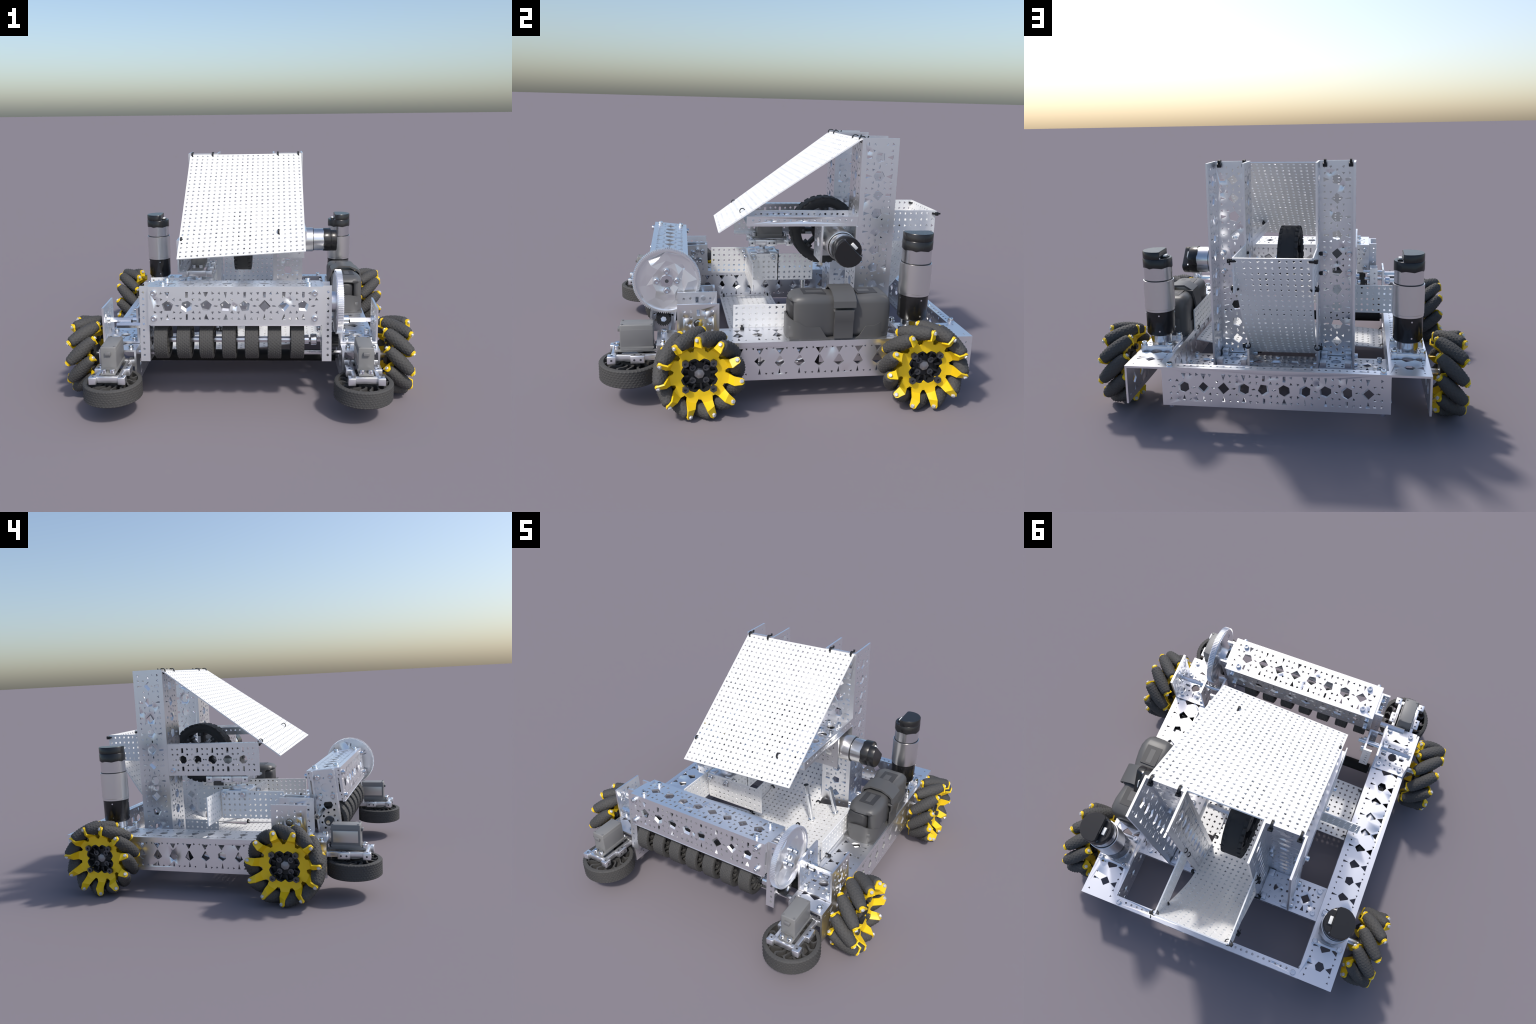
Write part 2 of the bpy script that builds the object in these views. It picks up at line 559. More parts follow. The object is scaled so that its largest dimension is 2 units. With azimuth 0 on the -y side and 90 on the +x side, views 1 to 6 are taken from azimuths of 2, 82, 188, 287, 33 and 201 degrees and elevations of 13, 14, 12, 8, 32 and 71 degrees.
# ------------------------------------------------------------------ servos
def servo(m):
    """Gear servo in a silver frame; output shaft on local z = 0 pointing down, body along local y."""
    B = Build()
    B.box((-.0425, -.085, .045), (.0425, .085, .188), SERVO, bevel=.006)
    B.box((-.044, -.086, .060), (.044, .086, .070), SERVO)
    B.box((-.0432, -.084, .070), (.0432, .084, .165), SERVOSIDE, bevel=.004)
    for sx in (1, -1):
        if sx < 0:
            B.box((sx * .0437 - .002, -.072, .083), (sx * .0437 + .002, .072, .152), LABEL, bevel=.0015)
        for sy in (1, -1):
            B.cyl((sx * .033, sy * .074, .187), (sx * .033, sy * .074, .191), .006, SERVOSIDE, 10)
    B.box((-.040, -.115, .040), (.040, .115, .052), SERVO, bevel=.002)
    B.box((-.017, -.098, .145), (.017, -.084, .163), SERVOSIDE, bevel=.002)
    o = B.done("servo", None, m)
    B = Build()
    for sx in (1, -1):
        B.box((sx * .062 - .011, -.125, .004), (sx * .062 + .011, .125, .036), ALU, bevel=.002)
        for yy, w in ((-.125, .022), (.005, .036), (.125, .022)):
            B.box((sx * .078 - .02, yy - w, -.001), (sx * .078 + .02, yy + w, .040), ALU, bevel=.003)
            for dy in ((-.016, .016) if w > .03 else (0,)):
                B.cyl((sx * .098, yy + dy, .019), (sx * .0985, yy + dy, .019), .006, DARKSTEEL, 8)
                B.cyl((sx * .078, yy + dy, .040), (sx * .078, yy + dy, .0408), .006, DARKSTEEL, 8)
    for sy in (1, -1):
        B.box((-.055, sy * .118 - .012, .002), (.055, sy * .118 + .012, .038), ALU, bevel=.002)
        for x in (-.022, .022):
            B.cyl((x, sy * .104, .050), (x, sy * .104, .072), .0135, STEEL, 12, bevel=.002)
    B.cyl((0, -.04, -.012), (0, -.04, .01), .045, ALU, 28)
    B.done("servo_frame", o)
    return o

# ------------------------------------------------------------------ spoked rubber wheels
def studded(prof, seg, studs_a, studs_z, r_amp, z0, z1):
    """Revolved ring with a staggered grid of small studs on the outside."""
    b = bmesh.new()
    n = 49
    rows = []
    inner = [(prof[0], z1), (prof[0], z0)]
    def ring(r, z, bump):
        vs = []
        for i in range(seg):
            a = 2 * pi * i / seg
            rr = r
            if bump:
                zz = (z - z0) / (z1 - z0) * studs_z
                row = math.floor(zz)
                ca = (a / (2 * pi) * studs_a + .5 * (row % 2)) % 1 - .5
                cz = zz - row - .5
                rr += r_amp * math.exp(-(ca * ca + cz * cz) / .022)
            vs.append(b.verts.new((rr * math.cos(a), rr * math.sin(a), z)))
        return vs
    e = (z1 - z0) * .06
    rows.append(ring(prof[0], z0, False))
    rows.append(ring(prof[1] - e, z0, False))
    for k in range(n + 1):
        z = z0 + e + (z1 - z0 - 2 * e) * k / n
        rows.append(ring(prof[1], z, True))
    rows.append(ring(prof[1] - e, z1, False))
    rows.append(ring(prof[0], z1, False))
    for k in range(len(rows)):
        a, c = rows[k], rows[(k + 1) % len(rows)]
        for i in range(seg):
            b.faces.new((a[i], a[(i + 1) % seg], c[(i + 1) % seg], c[i]))
    bmesh.ops.recalc_face_normals(b, faces=b.faces[:])
    sharp(b, 60)
    return b

def flex_wheel(name, R, w, n_fins, hub, studs, open_web):
    B = Build()
    rim = R - .019
    B.add_bm(studded((rim - .004, R), studs * 7, studs, 7, .0034, -w / 2, w / 2), Matrix(), RUBBER)
    B.lathe([(hub * .45, -w * .46), (hub, -w * .46), (hub, w * .46), (hub * .45, w * .46)], RUBBER, closed=True, seg=32)
    for k in range(n_fins):
        b = bmesh.new()
        a0 = 2 * pi * k / n_fins
        rows = []
        m = 8
        for i in range(m + 1):
            f = i / m
            r = hub * .95 + (rim - hub * .93) * f
            a = a0 + .22 * math.sin(f * 2 * pi) * (.5 + hub / r * .5)
            d = V((math.cos(a), math.sin(a), 0))
            q = V((-d.y, d.x, 0)) * .0058
            rows.append([b.verts.new(d * r + q * s + Z * z * w * .45) for s, z in ((-1, -1), (1, -1), (1, 1), (-1, 1))])
        for a, c in zip(rows, rows[1:]):
            for k2 in range(4):
                b.faces.new((a[k2], a[(k2 + 1) % 4], c[(k2 + 1) % 4], c[k2]))
        bmesh.ops.recalc_face_normals(b, faces=b.faces[:])
        sharp(b, 50)
        B.add_bm(b, Matrix(), RUBBER)
    if open_web:
        B.lathe([(hub * .9, -.012), (R * .62, -.012), (R * .62, .012), (hub * .9, .012)], RUBBER, closed=True, seg=48)
    else:
        B.lathe([(hub * .9, -.014), (rim, -.014), (rim, .014), (hub * .9, .014)], RUBBER, closed=True, seg=48)
    B.lathe([(.0, -w * .47), (hub * .5, -w * .47), (hub * .5, w * .47), (0, w * .47)], BLACK, seg=12)
    return B.mesh(name)

CORNERW = flex_wheel("guide_wheel", .159, .094, 14, .052, 52, True)
INTAKEW = flex_wheel("intake_wheel", .106, .076, 10, .036, 36, False)

for sx in (1, -1):
    servo(Matrix.Translation((sx * .689, -.801, .235)))
    link("guide_wheel", CORNERW, None, Matrix.Translation((sx * .686, -.841, .170)) @ Matrix.Rotation(.1, 4, 'Z'))
servo(frame((-.297, .022, .609), -X, v=-Y) @ Matrix.Rotation(pi, 4, 'Z'))

# ------------------------------------------------------------------ front corner brackets and axles
for sx in (1, -1):
    wh = wide_pattern(48, 'crisp')
    channel("axle_bracket", 48, frame((sx * .689, -.594, .336), Y, n=-Z), 'crisp', soft=.15, jitter=.3)
    for dy in (.03, .18):
        for dx in (-.07, .07):
            screw((sx * .689 + dx, -.594 + dy, .347), Z)
    for dx in (-.07, .07):
        screw((sx * .689 + dx, -.664, .334), Z)
    B = Build()
    B.cyl((sx * .36 if sx > 0 else -.455, -.64, .300), (sx * .60, -.64, .300), .0125, STEEL, 6)
    B.cyl((sx * .60, -.488, .444), (sx * .792, -.488, .444), .0145, STEEL, 6)
    B.cyl((sx * .607, -.488, .444), (sx * .640, -.488, .444), .026, STEEL, 24, bevel=.002)
    B.cyl((sx * .64, -.51, .442), (sx * .645, -.51, .442), .01, BLACK, 10)
    B.cyl((sx * .770, -.488, .444), (sx * .785, -.488, .444), .026, STEEL, 24, bevel=.002)
    B.cyl((sx * .45, -.455, .515), (sx * .60, -.455, .515), .0125, STEEL, 16)
    B.cyl((sx * .46, -.49, .455), (sx * .60, -.49, .455), .0115, STEEL, 16)
    B.cyl((sx * .80, -.487, .352), (sx * .808, -.487, .352), .03, STEEL, 24)
    B.done("axle_rods")
    # short upright carrying the intake arm
    ah = [ngon(a, c, 1.8, rng.choice((4, 5, 6)), rng.uniform(0, 6), .1) for a in (8, 16, 32, 40) for c in (-8, 0, 8)] + [ngon(24, 0, 5, 7)]
    channel("intake_arm", 48, frame((sx * .470 - .027 * (sx < 0), -.452, .336), V((0, -.05, 1)), n=(-sx, 0, 0)), 'crisp',
            flange=12, width=33, web_holes=ah, soft=0, jitter=.3)
    for y, z in ((-.483, .491), (-.437, .437), (-.42, .50), (-.50, .40)):
        screw((sx * .470 - .027 * (sx < 0) - sx * .001, y, z), (-sx, 0, 0))

# ------------------------------------------------------------------ intake head (tilted)
TILT = math.radians(-5.9)
HEAD = Matrix.Translation((-.488, -.6375, .707)) @ Matrix.Rotation(TILT, 4, 'X')
channel("intake_beam", 216, HEAD, 'decimated', soft=.05, jitter=1.0)
sliver = Build()  # wedge below the beam copied from a mesh decimation fault, no real part
sliver.add_bm(plate([(2, 0), (214, 0), (205, 2), (60, 9), (8, 2)], [], 1.0), frame((0, -.108, -.213), X, v=(0, .93, .35)), ALU)
sliver.done("beam_artefact", None, HEAD)
for x in (.075, .88):
    for y in (-.068, .068):
        screw(HEAD @ V((x if x > .5 else x + 0, y, 0)), HEAD.to_3x3() @ Z)
    for z in (-.035, -.175):
        screw(HEAD @ V((x - .045 if x < .5 else x + .03, -.107, z)), HEAD.to_3x3() @ -Y)
        screw(HEAD @ V((x - .045 if x < .5 else x + .03, .107, z)), HEAD.to_3x3() @ Y)
for sx in (1, -1):
    x0 = .4645 if sx > 0 else -.4895
    # end plate of the beam
    eh = [rect(-20.5, -34, -18.5, -14), rect(18.5, -34, 20.5, -14)] + [ngon(s * 21, z, 1.3, 4) for s in (1, -1) for z in (-4, -10, -38, -44)]
    B = Build()
    B.add_bm(plate(rect(-23.5, -46, 23.5, -.6), eh, 2), frame(HEAD @ V((x0 + .488, 0, 0)), HEAD.to_3x3() @ Y * sx, n=(sx, 0, 0)), ALU)
    B.done("beam_end_plate")
    web = []
    for u in (24, 48, 72):
        web.append(ngon(u + 1, 0, 6.6, 8, .2, .04))
        web += [ngon(u + 1 + 11.3 * math.cos(a), 11.3 * math.sin(a), 1.8, 5, a, .1) for a in [k * pi / 4 + pi / 8 * 0 for k in range(8)] if abs(11.3 * math.sin(a)) < 12 and not (abs(math.cos(a)) > .9)]
    web += [ngon(12, 0, 1.8, 5), ngon(36, 0, 1.8, 4), ngon(60, 0, 1.8, 4), ngon(84, 0, 1.8, 4)]
    org = HEAD @ V((x0 + sx * .0 + .488 + sx * .001, -.0015, -.002 if sx < 0 else 0))
    channel("intake_bracket", 96, frame(org, HEAD.to_3x3() @ -Z, n=(-sx, 0, 0)), 'crisp', flange=11.8, width=32, web_holes=web, soft=0, jitter=.3)
    R3 = HEAD.to_3x3()
    for du, dy in ((10, -.04), (10, .04), (37, -.04), (37, .04)):
        screw(org + R3 @ V((sx * .0115, dy, -du * MM)), (sx, 0, 0))

AX = V((0, -.668, .389))                      # intake axle
B = Build()
B.cyl((-.545, AX.y, AX.z), (.56, AX.y, AX.z), .0135, STEEL, 6)
B.cyl((-.475, AX.y, AX.z), (.395, AX.y, AX.z), .0175, STEEL, 20)
B.cyl((.405, AX.y, AX.z), (.44, AX.y, AX.z), .031, STEEL, 28, bevel=.003)
B.cyl((.372, AX.y, AX.z), (.395, AX.y, AX.z), .026, STEEL, 28)
B.cyl((-.478, AX.y, AX.z), (-.468, AX.y, AX.z), .031, DARKSTEEL, 28)
B.cyl((-.512, AX.y, AX.z), (-.499, AX.y, AX.z), .030, DARKSTEEL, 24)
B.done("intake_axle")
for k in range(7):
    link("intake_wheel", INTAKEW, None, frame((-.428 + .1262 * k, AX.y, AX.z), Y, n=X) @ Matrix.Rotation(rng.uniform(0, 1), 4, 'Z'))
B = Build()
B.cyl((-.500, -.632, .459), (-.699, -.632, .459), .0175, STEEL, 6)
B.cyl((-.699, -.632, .459), (-.7005, -.632, .459), .008, DARKSTEEL, 8)
B.done("stand_off")
B = Build()
B.cyl((-.571, -.416, .193), (.571, -.416, .193), .034, ROLLERBLACK, 32)
B.cyl((-.582, -.416, .193), (.582, -.416, .193), .018, DARKSTEEL, 12)
B.done("transfer_roller")

def gear(name, R, teeth, w, depth, mat, m, hole=.2):
    B = Build()
    b = bmesh.new()
    ring = []
    for k in range(teeth):
        a = 2 * pi * k / teeth
        p = 2 * pi / teeth
        for f, r in ((-.42, R - depth), (-.2, R - depth * .2), (-.12, R), (.12, R), (.2, R - depth * .2), (.42, R - depth)):
            ring.append((r * math.cos(a + p * f), r * math.sin(a + p * f)))
    bot = [b.verts.new((x, y, -w / 2)) for x, y in ring]
    top = [b.verts.new((x, y, w / 2)) for x, y in ring]
    ri = R * (.91 if hole else .3)
    n = len(ring)
    ib = [b.verts.new((ri * math.cos(2 * pi * (i // 6 + (i % 6) / 6 - .4) / teeth), ri * math.sin(2 * pi * (i // 6 + (i % 6) / 6 - .4) / teeth), -w / 2)) for i in range(n)]
    it = [b.verts.new((v.co.x, v.co.y, w / 2)) for v in ib]
    for i in range(n):
        j = (i + 1) % n
        for q in ((bot[i], bot[j], top[j], top[i]), (top[i], top[j], it[j], it[i]), (it[i], it[j], ib[j], ib[i]), (ib[i], ib[j], bot[j], bot[i])):
            b.faces.new(q)
    bmesh.ops.recalc_face_normals(b, faces=b.faces[:])
    sharp(b, 35)
    B.add_bm(b, Matrix(), mat)
    return B, ri

# large drive gear on the right of the intake head
GM = frame((.559, -.648, .605), Y, n=X)
B, ri = gear("drive_gear", .180, 112, .030, .009, ALU, GM)
B.done("drive_gear", None, GM)
gear_obj = bpy.context.scene.collection.objects[-1]
B = Build()
slots = []
for k in range(6):
    a = pi / 6 + k * pi / 3
    for da in (-.13, .13):
        c, s = math.cos(a + da), math.sin(a + da)
        slots.append([((r * c - q * s) / MM, (r * s + q * c) / MM) for r, q in ((.118, -.005), (.142, -.006), (.145, .004), (.119, .004))])
b = plate([(ri * 1.01 / MM * math.cos(2 * pi * i / 60), ri * 1.01 / MM * math.sin(2 * pi * i / 60)) for i in range(60)],
          slots + [ngon(0, 0, 5, 6)], 4.5, .6, .6)
B.add_bm(b, Matrix.Translation((0, 0, .001)), ALU)
# shallow dished facets between hub and rim
b = bmesh.new()
rings = []
for r, zamp in ((.040, .0), (.078, .008), (.112, .010), (.160, .003)):
    rings.append([b.verts.new((r * math.cos(2 * pi * (i + rng.uniform(-.2, .2)) / 11), r * math.sin(2 * pi * (i + rng.uniform(-.2, .2)) / 11), .002 + (rng.uniform(-.3, 1) * zamp))) for i in range(11)])
for a, c in zip(rings, rings[1:]):
    for i in range(11):
        j = (i + 1) % 11
        if rng.random() < .5:
            b.faces.new((a[i], a[j], c[i])); b.faces.new((a[j], c[j], c[i]))
        else:
            b.faces.new((a[i], a[j], c[j])); b.faces.new((a[i], c[j], c[i]))
for e in b.edges:
    e.smooth = rng.random() < .12
bmesh.ops.recalc_face_normals(b, faces=b.faces[:])
if sum(f.normal.z for f in b.faces) < 0:
    bmesh.ops.reverse_faces(b, faces=b.faces[:])
ext = bmesh.ops.solidify(b, geom=b.faces[:], thickness=.004)
B.add_bm(b, Matrix(), ALU)
B.cyl((0, 0, -.01), (0, 0, .008), .034, STEEL, 8)
B.cyl((0, 0, .008), (0, 0, .0095), .011, DARKSTEEL, 6)
for k in range(4):
    a = k * pi / 2
    B.add_mesh(SCREW, Matrix.Translation((.053 * math.cos(a), .053 * math.sin(a), .003)), STEEL)
B.lathe([(.012, -.055), (.058, -.055), (.058, -.012), (.012, -.012)], ALU, closed=True, seg=28)
for k in range(4):
    a = k * pi / 2 + pi / 4
    B.cyl((.053 * math.cos(a), .053 * math.sin(a), -.096), (.053 * math.cos(a), .053 * math.sin(a), -.05), .010, STEEL, 10)
B.done("gear_web", gear_obj)
PM = frame((.538, AX.y, AX.z), Y, n=X)
B, ri = gear("pinion", .041, 24, .046, .008, BLACK, PM, 0)
B.cyl((0, 0, -.023), (0, 0, .0235), .016, STEEL, 6)
B.done("pinion", None, PM)

# ------------------------------------------------------------------ mecanum wheels
RW, RC, XP, AE = .2285, .1905, .028, .074      # rim radius, roller circle, plate offset, roller end offset
def roller_mesh():
    B = Build()
    b = bmesh.new()
    L = .094
    seg, n = 91, 77
    rows = []
    for k in range(n + 1):
        s = -L + 2 * L * k / n
        c = s / math.sqrt(2)
        r = .0385 - (math.hypot(RC, c) - RC) * 1.05
        e = max(0, abs(s) - (L - .010)) / .010
        r -= .010 * (1 - math.sqrt(max(0, 1 - e * e)))
        vs = []
        for i in range(seg):
            a = 2 * pi * i / seg
            zz = (s + L) / .0165
            row = math.floor(zz)
            ca = (i / seg * 13 + .5 * (row % 2)) % 1 - .5
            cz = zz - row - .5
            bump = .0036 * math.exp(-(ca * ca + cz * cz) / .022) if e == 0 else 0
            vs.append(b.verts.new(((r + bump) * math.cos(a), (r + bump) * math.sin(a), s)))
        rows.append(vs)
    for sgn, row in ((-1, rows[0]), (1, rows[-1])):       # hollow ends
        r1 = [b.verts.new((v.co.x * .72, v.co.y * .72, v.co.z)) for v in row]
        r2 = [b.verts.new((v.co.x * .66, v.co.y * .66, v.co.z - sgn * .012)) for v in row]
        rows = [r2, r1] + rows if sgn < 0 else rows + [r1, r2]
    for a, c in zip(rows, rows[1:]):
        for i in range(seg):
            b.faces.new((a[i], a[(i + 1) % seg], c[(i + 1) % seg], c[i]))
    b.faces.new(rows[0][::-1]); b.faces.new(rows[-1])
    bmesh.ops.recalc_face_normals(b, faces=b.faces[:])
    sharp(b, 50)
    B.add_bm(b, Matrix(), RUBBER)
    return B.mesh("roller")
ROLLER = roller_mesh()

def roller_frame(k, h, ph):
    th = 2 * pi * k / 11 + ph
    rad = V((0, math.cos(th), math.sin(th)))
    tan = V((0, -math.sin(th), math.cos(th)))
    return th, rad, tan, (X + h * tan).normalized()

def wheel_plate_mesh(h, side, ph):
    """Steel side plate: ring with four screw lugs and eleven bent fingers. Local x is the axle."""
    b = bmesh.new()
    n = 176
    inner, outer = [], []
    for i in range(n):
        a = 2 * pi * i / n
        ri = .093
        for k in range(8):
            d = (a - (k * pi / 4 + (pi / 4 * 0)) + pi) % (2 * pi) - pi
            lug = .012 if k % 2 else .017
            ri -= lug * max(0, 1 - abs(d) / .24)
        ro = .124 - .006 * math.cos(11 * (a - ph - h * .36 * side))
        inner.append(b.verts.new((side * XP, ri * math.cos(a), ri * math.sin(a))))
        outer.append(b.verts.new((side * XP, ro * math.cos(a), ro * math.sin(a))))
    for i in range(n):
        j = (i + 1) % n
        b.faces.new((inner[i], inner[j], outer[j], outer[i]))
    for k in range(11):
        th, rad, tan, d = roller_frame(k, h, ph)
        end = rad * RC + d * (AE * math.sqrt(2) * side)
        er = V((0, end.y, end.z)).normalized()
        et = X.cross(er)
        q = er.cross(d).normalized()
        if q.dot(et) < 0:
            q = -q
        rows = []
        ta = math.atan2(end.z, end.y) - h * side * .05
        for rr, hw, f in ((.112, .245, 0), (.128, .235, .02), (.146, .17, .12)):
            row = []
            for s in (-1, -.33, .33, 1):
                aa = ta + s * hw
                row.append(V((side * XP + (end.x - side * XP) * f, rr * math.cos(aa), rr * math.sin(aa))))
            rows.append(row)
        base = end - er * .040
        for back, hw in ((.036, .024), (.012, .0195), (-.004, .0175), (-.014, .010)):
            rows.append([end - er * back + q * (s * hw) for s in (-1, -.33, .33, 1)])
        vs = [[b.verts.new(p) for p in r] for r in rows]
        for a, c in zip(vs, vs[1:]):
            for i in range(3):
                b.faces.new((a[i], a[i + 1], c[i + 1], c[i]))
    bmesh.ops.recalc_face_normals(b, faces=b.faces[:])
    for f in b.faces:
        if f.normal.x * side < 0 and abs(f.normal.x) > .3:
            f.normal_flip()
    bmesh.ops.solidify(b, geom=b.faces[:], thickness=.008)
    sharp(b, 28)
    B = Build()
    B.add_bm(b, Matrix(), YELLOW)
    return B.mesh("wheel_plate")

def hub_mesh():
    B = Build()
    Mx = frame((0, 0, 0), Y, n=X)
    B.lathe([(0, -.05), (.058, -.05), (.062, -.046), (.062, -.008), (.058, -.004), (0, -.004)], BLACK, Mx, 24)
    B.lathe([(.084, -.027), (.101, -.027), (.101, .027), (.084, .027)], BLACK, Mx, 40, closed=True)
    for k in range(12):
        a = 2 * pi * k / 12 + .13
        B.box((.055, -.0045, -.026), (.092, .0045, .014), BLACK, Mx @ Matrix.Rotation(a, 4, 'Z'))
        B.box((.060, -.016, -.026), (.082, .016, -.008), BLACK, Mx @ Matrix.Rotation(a + .26, 4, 'Z'))
    for k in range(4):
        a = pi / 4 + k * pi / 2
        p = V((0, .047 * math.cos(a), .047 * math.sin(a)))
        B.lathe([(.0165, -.006), (.0165, .011), (.009, .011), (.008, .003), (0, .003)], DARKSTEEL, Matrix.Translation(p) @ frame((0, 0, 0), Y, n=X), 14)
        p = V((0, .097 * math.cos(a), .097 * math.sin(a)))
        for sd in (1, -1):
            B.lathe([(.0185, .027), (.0185, .045), (.008, .045), (.007, .037), (0, .037)], DARKSTEEL, Matrix.Translation(p) @ frame((0, 0, 0), Y, n=X * sd), 6, phase=.5)
        B.cyl(p - X * .03, p + X * .03, .011, DARKSTEEL, 10)
    B.lathe([(0, -.006), (.028, -.006), (.028, .001), (.025, .010), (.016, .013), (.008, .018), (0, .018)], NUT, Mx, 7, ang=50)
    B.cyl((-.20, 0, 0), (-.04, 0, 0), .0205, STEEL, 20)
    return B.mesh("mecanum_wheel")
HUB = hub_mesh()
for sx, y, h, ph in ((1, -.487, 1, 6.5), (1, .680, -1, 9.7), (-1, -.487, -1, 25.7), (-1, .680, 1, 22.9)):
    ph = math.radians(ph)
    m = Matrix.Translation((sx * .912, y, .2285))
    if sx < 0:
        m = m @ Matrix.Rotation(pi, 4, 'Z')
    w = link("mecanum_wheel", HUB, None, m)
    for side in (1, -1):
        link("wheel_plate", wheel_plate_mesh(h, side, ph), w)
    B = Build()
    for k in range(11):
        th, rad, tan, d = roller_frame(k, h, ph)
        e = AE * math.sqrt(2)
        for s in (1, -1):
            c = rad * RC + d * (e * s)
            B.cyl(c - d * s * .004, c + d * s * .0095, .0105, PINGREY, 6, bevel=.002)
            B.cyl(c - d * s * .020, c - d * s * .006, .017, YELLOW, 12)
        link("roller", ROLLER, w, frame(rad * RC, rad, n=d) @ Matrix.Rotation(k * 1.3, 4, 'Z'))
    B.done("roller_pins", w, stuff=True)

# ------------------------------------------------------------------ motors
def motor(name, gear_len, m, turn):
    """Gear motor on local z; z = 0 is the mounting face."""
    B = Build()
    z = 0
    if gear_len > .1:
        B.lathe([(0, -.012), (.058, -.012), (.058, .072), (0, .072)], STEEL, seg=16)
        z = .070
        B.lathe([(0, z), (.072, z), (.080, z + .012), (.080, z + .138), (0, z + .138)], GLOSSBLACK, seg=28)
        for k in range(4):
            for dz in (.03, .12):
                a = k * pi / 2 + .2
                B.cyl((.078 * math.cos(a), .078 * math.sin(a), z + dz), (.0808 * math.cos(a), .0808 * math.sin(a), z + dz), .005, STEEL, 6)
        z += .138
    L1 = .160 if gear_len > .1 else .225
    B.lathe([(.078, z), (.0825, z + .002), (.0825, z + .014), (.0845, z + .016), (.0845, z + .016 + L1), (.078, z + .018 + L1), (.05, z + .018 + L1)], MOTORSLEEVE, seg=40)
    z += .016 + L1
    B.lathe([(.0805, z), (.0805, z + .005), (.078, z + .005)], GLOSSBLACK, seg=40)
    B.lathe([(.0775, z), (.0775, z + .085), (0, z + .085)], MOTORCAN, seg=40)
    z += .078
    # end cap: full round below, a flat cut with a socket above
    n, R = 22, .0815
    def ring(zz, cut, r=R):
        out = []
        for i in range(n):
            a = 2 * pi * (i + .5) / n
            out.append((min(r * math.cos(a), cut), r * math.sin(a), zz))
        return out
    b = bmesh.new()
    jag = [(p[0], p[1], p[2] + (.0 if i % 3 else -.006)) for i, p in enumerate(ring(z, 9))]
    loops = [jag, ring(z + .044, 9), ring(z + .047, 9, R * .97), ring(z + .048, .034, R * .985), ring(z + .084, .034, R * .985), ring(z + .088, .031, R * .95)]
    vs = [[b.verts.new(p) for p in l] for l in loops]
    for a, c in zip(vs, vs[1:]):
        for i in range(n):
            b.faces.new((a[i], a[(i + 1) % n], c[(i + 1) % n], c[i]))
    b.faces.new(vs[-1]); b.faces.new(vs[0][::-1])
    bmesh.ops.recalc_face_normals(b, faces=b.faces[:])
    sharp(b, 40)
    B.add_bm(b, Matrix.Rotation(turn, 4, 'Z'), GLOSSBLACK)
    Rt = Matrix.Rotation(turn, 4, 'Z')
    B.box((.034, -.026, z + .046), (.062, .026, z + .053), GLOSSBLACK, Rt)
    B.box((.038, -.021, z + .053), (.056, .021, z + .062), SOCKET, Rt, bevel=.002)
    for s in (1, -1):
        B.cyl((.03, s * .062, z + .046), (.03, s * .062, z + .056), .007, STEEL, 10, m=Rt)
    return B.done(name, None, m)

for sx in (1, -1):
    motor("drive_motor", .2, Matrix.Translation((sx * .689, .681, .344)), pi if sx > 0 else 0)
    B = Build()
    mh = [ngon(24 + 16 * math.cos(a), 16 * math.sin(a), 1.9, 6) for a in [k * pi / 6 for k in range(12)]]
    B.add_bm(plate(rect(3.5, -20, 44.5, 20), mh, 3), frame((sx * .689, .575, .349), Y, n=Z), ALU)
    for dy in (-.088, .088):
        B.box((sx * .689 - .088, .681 + dy - .010, .3355), (sx * .689 + .088, .681 + dy + .010, .366), ALU, bevel=.003)
    for dx in (-.075, .075):
        for dy in (-.085, .085):
            B.box((sx * .689 + dx - .016, .681 + dy - .016, .3352), (sx * .689 + dx + .016, .681 + dy + .016, .370), ALU, bevel=.003)
    B.done("motor_mount")
    for dx in (-.075, .075):
        for dy in (-.085, .085):
            screw((sx * .689 + dx, .681 + dy, .368), Z)
for sx in (1, -1):                       # front drive motors lie inside the side channels
    motor("drive_motor", .2, frame((sx * .689, -.385, .230), X, n=Y), 0)
motor("kicker_motor", .0, frame((.230, .325, .764), Y, n=X), pi / 4)

# ------------------------------------------------------------------ big kicker wheel between the towers
def big_wheel(m):
    B = Build()
    R, w = .211, .114
    prof = [(.160, -w * .42), (.172, -w * .5), (.197, -w * .5), (.206, -w * .44), (.210, -w * .30), (R, 0), (.210, w * .30), (.206, w * .44), (.197, w * .5), (.172, w * .5), (.160, w * .42)]
    B.lathe(prof, TYRE, Matrix(), 72, closed=True, ang=45)
    for k in range(30):
        for s in (1, -1):
            mm = Matrix.Rotation(2 * pi * (k + .5 * (s > 0)) / 30, 4, 'Z')
            B.box((.1985, -.015, s * w * .41 - .013), (.2108, .015, s * w * .41 + .007), TYRE, mm, bevel=.002)
    o = B.done("kicker_wheel", None, m)
    B = Build()
    B.lathe([(.150, -w * .42), (.164, -w * .42), (.164, w * .42), (.150, w * .42)], BLACK, Matrix(), 64, closed=True)
    B.lathe([(.012, -w * .36), (.062, -w * .36), (.062, w * .40), (.012, w * .40)], BLACK, Matrix(), 32, closed=True)
    for k in range(8):
        mm = Matrix.Rotation(2 * pi * k / 8, 4, 'Z')
        B.box((.05, -.010, -w * .16), (.153, .010, w * .30), BLACK, mm, bevel=.003)
        B.box((.122, -.021, -w * .40), (.153, .021, w * .40), BLACK, mm, bevel=.003)
        B.cyl((.137, 0, -w * .41), (.137, 0, w * .41), .008, DARKSTEEL, 8, m=mm)
        B.box((.052, -.020, -w * .08), (.075, .020, w * .2), BLACK, mm @ Matrix.Rotation(pi / 8, 4, 'Z'))
    B.done("rim", o)
    B = Build()
    B.cyl((0, 0, -.02), (0, 0, .22), .0135, STEEL, 6)
    B.cyl((0, 0, .06), (0, 0, .085), .05, ALU, 24)
    B.done("kicker_axle", o)
big_wheel(frame((-.016, .326, .763), Y, n=X))

